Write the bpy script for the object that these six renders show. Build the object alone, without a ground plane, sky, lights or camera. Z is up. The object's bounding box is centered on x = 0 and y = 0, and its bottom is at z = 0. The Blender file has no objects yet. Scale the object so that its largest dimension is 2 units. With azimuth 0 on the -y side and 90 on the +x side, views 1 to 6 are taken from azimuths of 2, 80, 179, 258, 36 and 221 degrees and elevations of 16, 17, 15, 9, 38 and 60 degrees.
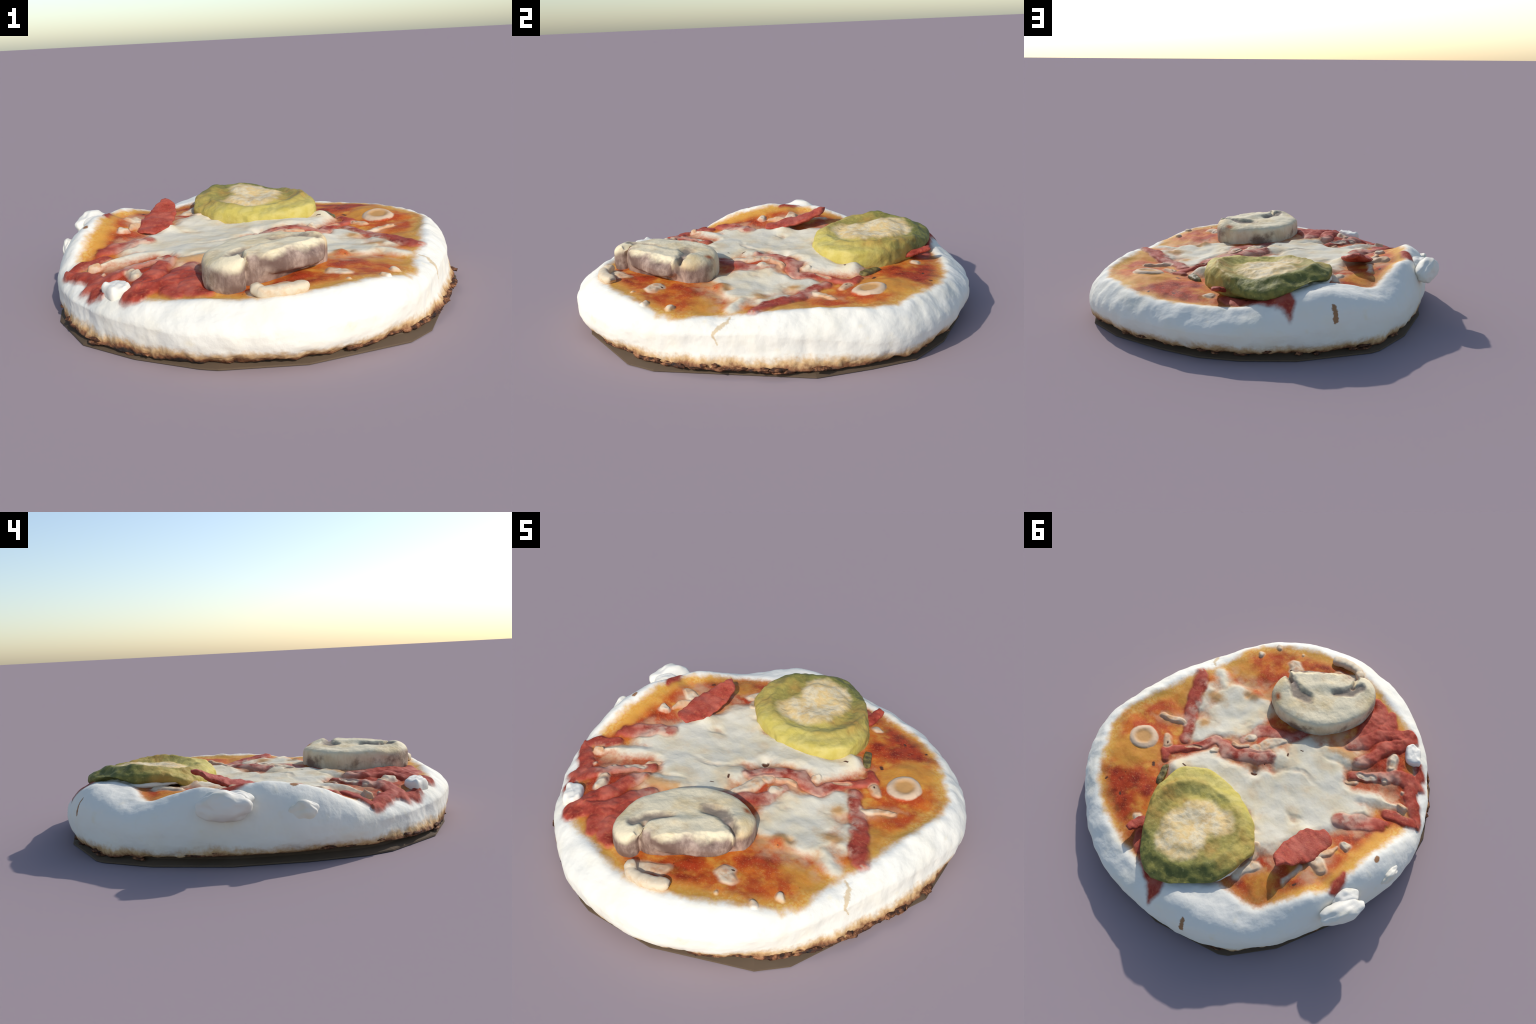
import bpy, math
import numpy as np

RNG = np.random.default_rng(7)
TAU = 2 * math.pi

# ------------------------------------------------------------------ noise
_perm = np.random.default_rng(3).permutation(256)
_perm = np.concatenate([_perm, _perm, _perm])
_g = np.random.default_rng(4).normal(size=(256, 3))
_g /= np.linalg.norm(_g, axis=1)[:, None]


def perlin(p):
    p = np.asarray(p, float)
    i = np.floor(p).astype(int)
    f = p - i
    w = f * f * f * (f * (f * 6 - 15) + 10)
    i &= 255
    out = 0
    for dx in (0, 1):
        for dy in (0, 1):
            for dz in (0, 1):
                h = _perm[_perm[_perm[i[..., 0] + dx] + i[..., 1] + dy] + i[..., 2] + dz]
                dot = (_g[h] * (f - np.array([dx, dy, dz]))).sum(-1)
                wx = w[..., 0] if dx else 1 - w[..., 0]
                wy = w[..., 1] if dy else 1 - w[..., 1]
                wz = w[..., 2] if dz else 1 - w[..., 2]
                out = out + dot * wx * wy * wz
    return out


def fbm(p, octaves=3):
    p = np.asarray(p, float)
    s, a = 0, 1.0
    for k in range(octaves):
        s = s + a * perlin(p * 2 ** k + 17.3 * k)
        a *= 0.5
    return s


def xyz(x, y, z=0.0):
    x, y, z = np.broadcast_arrays(x, y, z)
    return np.stack([x, y, z], -1)


def smoothstep(a, b, x):
    t = np.clip((x - a) / (b - a), 0, 1)
    return t * t * (3 - 2 * t)


# --------------------------------------------------- curves by compass angle
def around(points):
    """Smooth periodic curve through (degrees, value) points."""
    pts = sorted(points)
    a = np.array([p[0] for p in pts], float)
    v = np.array([p[1] for p in pts], float)
    grid = np.linspace(-180, 180, 721)
    lin = np.interp(grid, np.concatenate([a - 360, a, a + 360]), np.concatenate([v, v, v]))[:-1]
    k = np.hanning(19)
    k /= k.sum()
    sm = np.convolve(np.concatenate([lin[-30:], lin, lin[:30]]), k, "same")[30:-30]
    sm = np.append(sm, sm[0])
    return lambda th: np.interp((np.degrees(th) + 180) % 360 - 180, grid, sm)


R_EQ = around([(-179, .937), (-165, .932), (-150, .92), (-138, .92), (-125, .935), (-110, .97), (-95, .988), (-80, .99),
               (-65, .962), (-53, .934), (-40, .895), (-30, .862), (-19, .855), (-11, .868), (-1, .89), (7, .925), (15, .972),
               (22, 1.003), (30, 1.01), (41, 1.01), (52, 1.0), (64, 1.005), (75, 1.004), (83, .996), (93, .996), (103, .998),
               (112, 1.008), (120, 1.0), (130, .98), (137, .965), (145, .937), (160, .908), (170, .918)])
Z_EQ = around([(-170, .13), (-120, .14), (-85, .13), (-50, .14), (-15, .17), (5, .14), (20, .11), (60, .13), (90, .125), (120, .12), (160, .14)])
R_BOT = around([(-170, .895), (-157, .928), (-137, .945), (-120, .935), (-98, .93), (-78, .922), (-52, .92), (-43, .915), (-20, .89), (0, .925),
                (28, .978), (45, .962), (60, .96), (83, .968), (101, .97), (123, .985), (145, .912), (165, .895)])
Z_BOT = around([(-170, .05), (-150, .035), (-120, .02), (-90, .018), (-60, .03), (-30, .03), (0, .025), (30, .025), (60, .04), (90, .035),
                (120, .025), (150, .045), (170, .055)])
SAUCE_R = [(-174, .79), (-165, .83), (-157, .85), (-150, .84), (-140, .835), (-130, .84), (-122, .855), (-112, .85), (-102, .83), (-90, .855),
           (-81, .86), (-73, .85), (-65, .845), (-56, .835), (-48, .85), (-42, .85), (-36, .81), (-28, .755), (-17, .75), (-10, .75),
           (2, .77), (11, .82), (20, .885), (26, .905), (33, .885), (41, .89), (47, .91), (56, .895), (66, .875), (75, .86), (84, .85),
           (95, .82), (105, .77), (115, .74), (122, .765), (127, .81), (133, .82), (140, .79), (150, .795), (157, .82), (165, .79), (172, .77)]
SAUCE = around(SAUCE_R)

# ---------------------------------------------- height of the top, by points
RIM_Z = [(-172, .265), (-165, .232), (-157, .205), (-148, .198), (-140, .204), (-130, .212), (-118, .22), (-103, .222), (-89, .232), (-76, .244),
         (-64, .252), (-52, .244), (-42, .224), (-28, .212), (-15, .228), (0, .24), (12, .24), (22, .24), (32, .236), (42, .235), (56, .222), (71, .212),
         (83, .215), (92, .246), (101, .292), (110, .298), (118, .285), (125, .252), (130, .238), (135, .252), (140, .277), (146, .302), (152, .317),
         (160, .326), (168, .326), (175, .320), (-179, .302)]
INNER_Z = [(-.09, -.2, .26), (.31, .31, .262), (-.02, .07, .245), (-.66, .09, .282), (-.61, .26, .288), (-.445, .156, .28), (.627, .336, .246),
           (.6, -.2, .228), (.387, -.267, .234), (.42, -.05, .222), (.3, -.1, .232), (.05, -.08, .262), (.12, .0, .268), (.5, -.5, .236), (.33, -.6, .25), (.15, -.72, .252), (-.45, -.65, .225), (-.7, -.3, .225),
           (-.53, -.5, .232), (.48, .28, .222), (.37, .41, .235), (-.7, .32, .288), (-.05, .7, .25), (.25, .7, .225), (-.3, -.3, .252),
           (-.3, .4, .27), (0, .4, .26), (.2, .06, .262), (-.3, 0, .258), (-.1, .2, .25), (0, -.55, .25), (-.45, .55, .26), (.5, .62, .238), (.65, .05, .224), (.65, .55, .242), (.55, .45, .25), (-.5, -.15, .25)]
# ------------------------------ regions of the topping, as strokes on the plan
# each stroke: x0, y0, x1, y1, radius
CHEESE_POOL = [(.31, .31, .25, .2, .075), (.33, .35, .2, .35, .065), (.2, .2, .1, .22, .09), (.05, .2, -.1, .2, .11), (-.1, .1, -.3, .25, .13), (-.2, .02, -.42, .0, .15),
               (-.12, -.2, -.3, -.18, .12), (-.2, -.3, -.31, -.34, .075), (-.4, -.12, -.46, -.08, .13), (-.48, -.17, -.6, -.27, .065, .05), (-.6, -.28, -.70, -.33, .045, .03), (-.52, -.1, -.58, -.17, .05),
               (-.42, .1, -.35, .3, .08), (-.46, .13, -.47, .17, .05), (-.3, .35, -.27, .36, .08), (-.05, -.08, -.1, -.1, .07)]
CHEESE_SLICK = [(.42, -.1, .34, -.2, .115), (.3, -.06, .42, .04, .08), (.44, .07, .40, .09, .07), (.25, -.18, .3, -.28, .08), (.5, -.18, .45, -.24, .09),
                (.55, -.25, .63, -.28, .045), (.53, -.03, .60, -.16, .05), (.27, -.05, .22, -.14, .05)]
CHEESE_FILM = [(-.12, -.2, .02, .0, .07), (.0, -.15, .2, -.02, .06), (-.35, -.36, -.2, -.44, .05), (.08, .06, .3, .13, .05), (.36, -.36, .5, -.33, .04), (-.55, .15, -.62, .3, .06), (-.4, .42, -.33, .52, .05),
               (-.62, -.05, -.5, .02, .04), (.55, .1, .66, .16, .03), (-.45, -.33, -.55, -.4, .04)]
CHEESE_BURN = [(-.36, -.37, -.22, -.37, .035), (.33, -.345, .42, -.335, .03), (-.45, -.30, -.42, -.28, .02), (.548, -.133, .52, -.15, .03), (.395, -.282, .37, -.30, .03), (.444, .025, .45, .03, .03), (.6, -.10, .6, -.10, .012), (-.28, -.37, -.2, -.33, .022), (.30, -.36, .36, -.37, .03)]
RED_SAUCE = [(.35, .55, .62, .62, .05), (-.3, .66, -.45, .62, .06), (-.62, .5, -.5, .62, .045), (-.55, .08, -.66, .0, .04), (.5, .66, .35, .72, .07), (.43, .53, .46, .6, .06), (.25, .79, .1, .8, .05), (-.32, .62, -.52, .6, .05), (-.4, .66, -.6, .52, .03), (-.59, .46, -.63, .33, .045),
             (-.59, .01, -.67, -.07, .055), (.43, -.41, .35, -.48, .035), (.8, .34, .81, .29, .022), (.0, -.8, .2, -.66, .045), (.1, -.8, .25, -.7, .03),
             (-.75, .23, -.77, .32, .02), (-.25, -.65, -.5, -.55, .14), (-.45, -.4, -.68, -.45, .1), (-.7, -.35, -.8, -.33, .04), (.2, .06, .0, -.02, .06), (.15, -.1, .0, -.25, .06),
             (.42, .25, .3, .12, .04), (.674, .09, .66, .1, .02), (-.4, .4, -.36, .5, .05), (.5, -.66, .47, -.65, .02)]
YELLOW_OIL = [(.67, .47, .52, .38, .07), (.58, .47, .6, .4, .08), (.84, .09, .75, .04, .04), (.62, -.42, .52, -.4, .06), (.33, -.75, .2, -.8, .03), (-.08, -.84, -.2, -.79, .03),
              (-.33, -.77, -.42, -.73, .025), (-.74, -.11, -.73, .1, .035), (-.74, .15, -.73, .3, .03), (-.68, .42, -.60, .55, .03), (-.45, .5, -.49, .56, .035), (.65, 0, .7, -.1, .05),
              (.28, .70, .27, .70, .03)]


# the same gentle warp of the plan is used for the relief and for the colours, so that ragged outlines agree
WARP = (((.011, 7, 23, 1.3), (.0045, -37, 51, .4), (.0018, 95, 61, 2.0)), ((.011, 27, -9, .7), (.0045, 47, 41, 2.1), (.0018, -57, 103, .9)))


def warp(x, y):
    dx, dy = (sum(a * np.sin(p * x + q * y + o) for a, p, q, o in axis) for axis in WARP)
    return x + dx, y + dy


def stroke_field(x, y, strokes, k=0.03):
    d = None
    for x0, y0, x1, y1, r, *r1 in strokes:
        bx, by = x1 - x0, y1 - y0
        t = np.clip(((x - x0) * bx + (y - y0) * by) / (bx * bx + by * by + 1e-9), 0, 1)
        e = np.hypot(x - x0 - t * bx, y - y0 - t * by) - (r + ((r1[0] if r1 else r) - r) * t)
        if d is None:
            d = e
        else:
            h = np.maximum(k - np.abs(d - e), 0) / k
            d = np.minimum(d, e) - h * h * k * .25
    return d


def cheese_body(x, y):
    """smooth thickness of the melted cheese, its peaks, hollows and the sauce pillow"""
    wob = .012 * fbm(xyz(x * 14, y * 14, 3.1), 3)
    dA = stroke_field(*warp(x, y), CHEESE_POOL) + wob
    dB = stroke_field(*warp(x, y), CHEESE_SLICK) + wob
    cheese = smoothstep(.012, -.06, dA) * .022 + smoothstep(.012, -.05, dB) * .014
    dip = -.03 * np.exp(-(((x - .005) ** 2 + (y - .075) ** 2) / .03 ** 2))
    peak = .025 * np.exp(-(((x + .44) ** 2 + (y - .16) ** 2) / .05 ** 2)) + .025 * np.exp(-(((x - .33) ** 2 + (y - .36) ** 2) / .05 ** 2))
    burn = .02 * np.exp(-(((x - .37) ** 2 + (y + .31) ** 2) / .035 ** 2)) - .012 * np.exp(-(((x - .4) ** 2 + (y + .27) ** 2) / .02 ** 2))
    pillow = .022 * np.exp(-(((x - .62) ** 2 + (y - .37) ** 2) / .13 ** 2))
    return cheese + dip + peak + burn + pillow


# ham strips and cheese pieces half sunk into the melted top: x, y, half width along a spine, then height
HAM = [
    (.019, [(.735, -.215, .022), (.66, -.13, .034), (.59, -.03, .034), (.535, .074, .036), (.46, .17, .028)]),
    (.024, [(.43, .345, .024), (.455, .30, .03), (.414, .233, .03), (.347, .14, .028), (.30, .07, .028)]),
    (.020, [(.31, .07, .024), (.24, .075, .03), (.19, .08, .034), (.10, .04, .034), (.0, -.05, .026)]),
    (.010, [(.20, -.035, .02), (.167, -.137, .026), (.10, -.192, .028), (.02, -.237, .03), (-.02, -.30, .025)]),
    (.014, [(.14, .05, .028), (.11, -.03, .03), (.03, -.05, .024)]),
    (.020, [(-.265, -.43, .03), (-.28, -.56, .05), (-.25, -.70, .046), (-.17, -.77, .026)]),
    (.026, [(-.30, -.50, .045), (-.37, -.63, .045), (-.46, -.72, .036)]),
    (.036, [(-.36, -.36, .024), (-.405, -.49, .036), (-.45, -.62, .036), (-.485, -.725, .030)]),
    (.020, [(-.34, -.66, .04), (-.30, -.75, .035)]),
    (.026, [(-.40, -.29, .022), (-.51, -.40, .032), (-.60, -.47, .040), (-.69, -.515, .032)]),
    (.026, [(-.595, -.615, .018), (-.645, -.56, .028), (-.70, -.48, .026)]),
    (.030, [(-.64, -.50, .034), (-.725, -.41, .040), (-.79, -.34, .036), (-.832, -.312, .016)]),
    (.024, [(-.825, -.315, .020), (-.76, -.265, .034), (-.69, -.245, .034)]),
    (.020, [(-.53, -.035, .040), (-.61, -.10, .048), (-.70, -.15, .036), (-.725, -.175, .02)]),
    (.018, [(.08, .83, .03), (-.02, .85, .034), (-.079, .865, .038), (-.106, .926, .024), (-.128, .968, .008)]),
    (.006, [(-.74, .215, .016), (-.76, .27, .022), (-.775, .33, .014)]),
    (.016, [(.19, .745, .03), (.12, .80, .03)]),
]
HAM = [(h, [(x, y, r * 1.14) for x, y, r in pts]) for h, pts in HAM]
CHUNKS = [
    (.014, [(.655, .145, .022), (.60, .13, .028), (.545, .115, .022)]), (.018, [(.555, -.555, .022), (.548, -.54, .02)]), (.014, [(.19, -.06, .026), (.165, -.085, .026)]),
    (.014, [(.21, .03, .014), (.155, -.02, .014)]), (.010, [(.364, -.718, .012), (.362, -.715, .010)]), (.014, [(.522, -.66, .016), (.508, -.65, .018)]),
    (.012, [(.36, -.63, .038), (.32, -.585, .040)]), (.014, [(.08, -.075, .036), (.055, -.125, .048), (.03, -.17, .034)]), (.012, [(-.43, -.32, .02), (-.47, -.35, .022)]),
    (.012, [(-.529, -.38, .015), (-.525, -.375, .013)]), (.010, [(-.655, -.418, .011), (-.652, -.415, .010)]), (.030, [(-.71, -.335, .026), (-.685, -.34, .026)]),
    (.026, [(-.67, .085, .030), (-.65, .09, .028)]), (.022, [(-.575, .255, .034), (-.64, .26, .036)]), (.016, [(-.56, .24, .018), (-.60, .18, .02), (-.63, .13, .014)]),
    (.010, [(-.54, .45, .016), (-.57, .34, .018)]), (.012, [(.275, .705, .030), (.265, .695, .028)]), (.016, [(.27, .145, .022), (.25, .12, .02)]),
    (.012, [(.10, -.755, .04), (.02, -.79, .045)]), (.012, [(-.34, .44, .025), (-.30, .40, .02)]), (.028, [(-.50, -.545, .030), (-.52, -.475, .030)]),
    (.012, [(.11, -.05, .026), (.13, -.03, .018)]), (.014, [(.745, -.222, .009), (.738, -.218, .008)]), (.014, [(-.38, .47, .035), (-.36, .56, .03)]),  # second entry: white highlight on the ham tip, modelled as a tiny raised piece
    (.012, [(.40, .20, .016), (.35, .17, .012)]), (.010, [(-.44, -.27, .018), (-.40, -.25, .016)]), (.012, [(.49, .26, .03), (.52, .24, .025)]),
]


def spine_strokes(pts):
    out = []
    for (x0, y0, r0), (x1, y1, r1) in zip(pts[:-1], pts[1:]):
        out.append((x0, y0, x1, y1, r0, r1))
    return out


def spine_distance(x, y, pts):
    """signed distance to a tapering stroke (negative inside), and depth ratio 0 rim .. 1 spine"""
    x, y = warp(x, y)
    best, ratio = np.full(np.shape(x), 9.0), np.full(np.shape(x), -9.0)
    for x0, y0, x1, y1, r0, r1 in spine_strokes(pts):
        bx, by = x1 - x0, y1 - y0
        t = np.clip(((x - x0) * bx + (y - y0) * by) / (bx * bx + by * by + 1e-9), 0, 1)
        rr = r0 + (r1 - r0) * t
        e = np.hypot(x - x0 - t * bx, y - y0 - t * by)
        best = np.minimum(best, e - rr)
        ratio = np.maximum(ratio, 1 - e / rr)
    return best, ratio


def pieces(x, y):
    """height that ham strips and cheese pieces add to the top"""
    wob = fbm(xyz(x * 17, y * 17, 6.6), 3)
    h = np.zeros(np.shape(x))
    for k, (hh, pts) in enumerate(HAM):
        lo = np.min([[p[0], p[1]] for p in pts], 0) - .08
        hi = np.max([[p[0], p[1]] for p in pts], 0) + .08
        m = (x > lo[0]) & (x < hi[0]) & (y > lo[1]) & (y < hi[1])
        if not m.any():
            continue
        _, q = spine_distance(x[m], y[m], pts)
        q = np.clip(q + .08 * wob[m], 0, 1)
        g = .58 * hh * (1 - (1 - q) ** 3.0) ** .8 * (1 + .7 * fbm(xyz(x[m] * 10, y[m] * 10, k), 3))
        h[m] = np.maximum(h[m], g)
    for k, (hh, pts) in enumerate(CHUNKS):
        lo = np.min([[p[0], p[1]] for p in pts], 0) - .07
        hi = np.max([[p[0], p[1]] for p in pts], 0) + .07
        m = (x > lo[0]) & (x < hi[0]) & (y > lo[1]) & (y < hi[1])
        if not m.any():
            continue
        _, q = spine_distance(x[m], y[m], pts)
        q = np.clip(q + .06 * wob[m], 0, 1)
        g = .70 * hh * (1 - (1 - q) ** 3.0) ** .8 * (1 + .8 * fbm(xyz(x[m] * 22, y[m] * 22, k + 30), 2))
        h[m] = h[m] * (1 - smoothstep(0, .4, q)) + np.maximum(h[m] * .5, g) * smoothstep(0, .4, q)
    # toasted disc with a sunken middle
    d = np.hypot(x - .617, y - .336) + .010 * wob
    h = h + .012 * np.clip(1 - (d / .08) ** 6, 0, 1) ** .6 - .008 * smoothstep(.06, .03, d)
    return h


HAM_BED = [(-.27, -.62, -.47, -.62, .1), (-.45, -.42, -.7, -.47, .08)]


def relief(x, y):
    """cheese body, sauce grain and topping bumps on the top side"""
    lumps = .008 * perlin(xyz(x * 6, y * 6, .7)) + .007 * perlin(xyz(x * 14, y * 14, 5)) + .0012 * fbm(xyz(x * 36, y * 36, 2), 2)
    bed = smoothstep(.03, -.05, stroke_field(x, y, HAM_BED))
    return cheese_body(x, y) + lumps + bed * (.004 + .012 * fbm(xyz(x * 13, y * 13, 9), 3))


_cp = [(x, y, z) for x, y, z in INNER_Z]
for _a, _z in RIM_Z:
    _r = float(R_EQ(math.radians(_a))) - .125
    _cp.append((_r * math.cos(math.radians(_a)), _r * math.sin(math.radians(_a)), _z))
_cp = np.array(_cp)
_cp[:, 2] -= cheese_body(_cp[:, 0], _cp[:, 1])


def _tps(d2):
    return 0.5 * d2 * np.log(d2 + 1e-9)


_n = len(_cp)
_d2 = ((_cp[:, None, :2] - _cp[None, :, :2]) ** 2).sum(-1)
_A = np.zeros((_n + 3, _n + 3))
_A[:_n, :_n] = _tps(_d2) + 0.004 * np.eye(_n)
_A[:_n, _n:] = np.c_[np.ones(_n), _cp[:, :2]]
_A[_n:, :_n] = _A[:_n, _n:].T
_w = np.linalg.solve(_A, np.r_[_cp[:, 2], 0, 0, 0])


def tps_z(x, y):
    out = _w[_n] + _w[_n + 1] * x + _w[_n + 2] * y
    for k in range(_n):
        out = out + _w[k] * _tps((x - _cp[k, 0]) ** 2 + (y - _cp[k, 1]) ** 2)
    return out


ARC = .15
SIDE_Q = around([(-180, 2.0), (-60, 2.0), (-15, 2.2), (2, 1.8), (15, 1.6), (45, 1.65), (62, 1.6), (85, 1.7), (130, 2.1)])


def top_z(x, y):
    x = np.asarray(x, float)
    y = np.asarray(y, float)
    r, th = np.hypot(x, y), np.arctan2(y, x)
    re, ze = R_EQ(th), Z_EQ(th)
    t = np.clip((r - (re - ARC)) / ARC, 0, 1)
    d = r - SAUCE(th)
    rel = relief(x, y) * smoothstep(.03, -.06, d)
    add = pieces(np.atleast_1d(x), np.atleast_1d(y)).reshape(np.shape(x))
    crest = .012 * np.exp(-((d - .035) / .04) ** 2)
    zt = tps_z(x, y) + rel + crest
    return ze + (zt - ze) * (1 - t ** 2.2) ** (1 / SIDE_Q(th)) + add * smoothstep(1, .97, t)


# --------------------------------------------------------------- mesh helpers
def new_object(name, verts, faces, mats, parent, normals=None, smooth=True):
    me = bpy.data.meshes.new(name)
    verts = np.asarray(verts, np.float32)
    faces = list(faces) if not isinstance(faces, np.ndarray) else faces
    me.vertices.add(len(verts))
    me.vertices.foreach_set("co", verts.ravel())
    if isinstance(faces, np.ndarray):
        nf, k = faces.shape
        tot = np.full(nf, k, np.int32)
        loops = faces.ravel().astype(np.int32)
    else:
        nf = len(faces)
        tot = np.array([len(f) for f in faces], np.int32)
        loops = np.concatenate([np.asarray(f, np.int32) for f in faces])
    me.loops.add(len(loops))
    me.loops.foreach_set("vertex_index", loops)
    me.polygons.add(nf)
    me.polygons.foreach_set("loop_start", np.concatenate([[0], np.cumsum(tot)[:-1]]).astype(np.int32))
    me.polygons.foreach_set("loop_total", tot)
    me.update(calc_edges=True)
    me.validate()
    me.polygons.foreach_set("use_smooth", np.full(len(me.polygons), smooth))
    for m in (mats if isinstance(mats, (list, tuple)) else [mats]):
        me.materials.append(m)
    if normals is not None:
        me.normals_split_custom_set_from_vertices(normals.tolist())
    ob = bpy.data.objects.new(name, me)
    bpy.context.scene.collection.objects.link(ob)
    ob.parent = parent
    return ob


def grid_faces(rows, cols, wrap=True, base=0):
    i = np.arange(rows - 1)[:, None]
    j = np.arange(cols if wrap else cols - 1)[None, :]
    j2 = (j + 1) % cols
    f = np.stack([i * cols + j, i * cols + j2, (i + 1) * cols + j2, (i + 1) * cols + j], -1)
    return f.reshape(-1, 4) + base


def vertex_normals(v, faces):
    a, b, c, d = (v[faces[:, k]] for k in range(4))
    n = np.cross(c - a, d - b)
    out = np.zeros_like(v)
    for k in range(4):
        np.add.at(out, faces[:, k], n)
    return out / (np.linalg.norm(out, axis=1)[:, None] + 1e-12)


def closed_curve(points, n):
    """periodic Catmull-Rom through points -> n samples"""
    p = np.asarray(points, float)
    m = len(p)
    u = np.linspace(0, m, n, endpoint=False)
    i = u.astype(int)
    t = (u - i)[:, None]
    p0, p1, p2, p3 = p[(i - 1) % m], p[i % m], p[(i + 1) % m], p[(i + 2) % m]
    return .5 * (2 * p1 + (p2 - p0) * t + (2 * p0 - 5 * p1 + 4 * p2 - p3) * t ** 2 + (3 * p1 - p0 - 3 * p2 + p3) * t ** 3)


def open_curve(points, n):
    p = np.asarray(points, float)
    p = np.vstack([2 * p[0] - p[1], p, 2 * p[-1] - p[-2]])
    m = len(p) - 3
    u = np.linspace(0, m - 1e-9, n)
    i = u.astype(int)
    t = (u - i)[:, None]
    p0, p1, p2, p3 = p[i], p[i + 1], p[i + 2], p[i + 3]
    return .5 * (2 * p1 + (p2 - p0) * t + (2 * p0 - 5 * p1 + 4 * p2 - p3) * t ** 2 + (3 * p1 - p0 - 3 * p2 + p3) * t ** 3)


def slab(outline, top, bottom, n=160, rings=26, round_top=3.0, round_bottom=3.0, flare=0.0, centre=None):
    """Rounded slab over a closed outline. top / bottom are height functions of x, y;
    near the rim both run together to a rounded side wall."""
    o = closed_curve(outline, n)
    c = o.mean(0) if centre is None else np.array(centre)
    s = np.sin(np.linspace(0, math.pi / 2, rings + 1)[1:])
    P = []
    for k in s:
        P.append(c + (o - c) * k)
    P = np.array(P)
    zt, zb = top(P[..., 0], P[..., 1]), bottom(P[..., 0], P[..., 1])
    mid = (zt + zb) / 2
    zt2 = mid + (zt - mid) * np.clip(1 - s[:, None] ** (round_top * 3), 0, 1) ** (1 / round_top)
    zb2 = mid + (zb - mid) * np.clip(1 - s[:, None] ** (round_bottom * 3), 0, 1) ** (1 / round_bottom)
    up = np.concatenate([P, zt2[..., None]], -1)
    dn = np.concatenate([c + (P - c) * (1 + flare), zb2[..., None]], -1)[::-1][1:]
    body = np.concatenate([up, dn], 0)
    rows = len(body)
    v = body.reshape(-1, 3)
    f = [tuple(q) for q in grid_faces(rows, n)]
    ct, cb = len(v), len(v) + 1
    v = np.vstack([v, [c[0], c[1], up[0, :, 2].mean()], [c[0], c[1], dn[-1, :, 2].mean()]])
    last = (rows - 1) * n
    for j in range(n):
        f.append((ct, (j + 1) % n, j))
        f.append((cb, last + j, last + (j + 1) % n))
    return v, [tuple(q[::-1]) for q in f]


def roughen(v, amount, scale, seed=0.0, octaves=3):
    d = np.stack([fbm(v * scale + seed + 11 * k, octaves) for k in range(3)], -1)
    return v + amount * d


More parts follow.
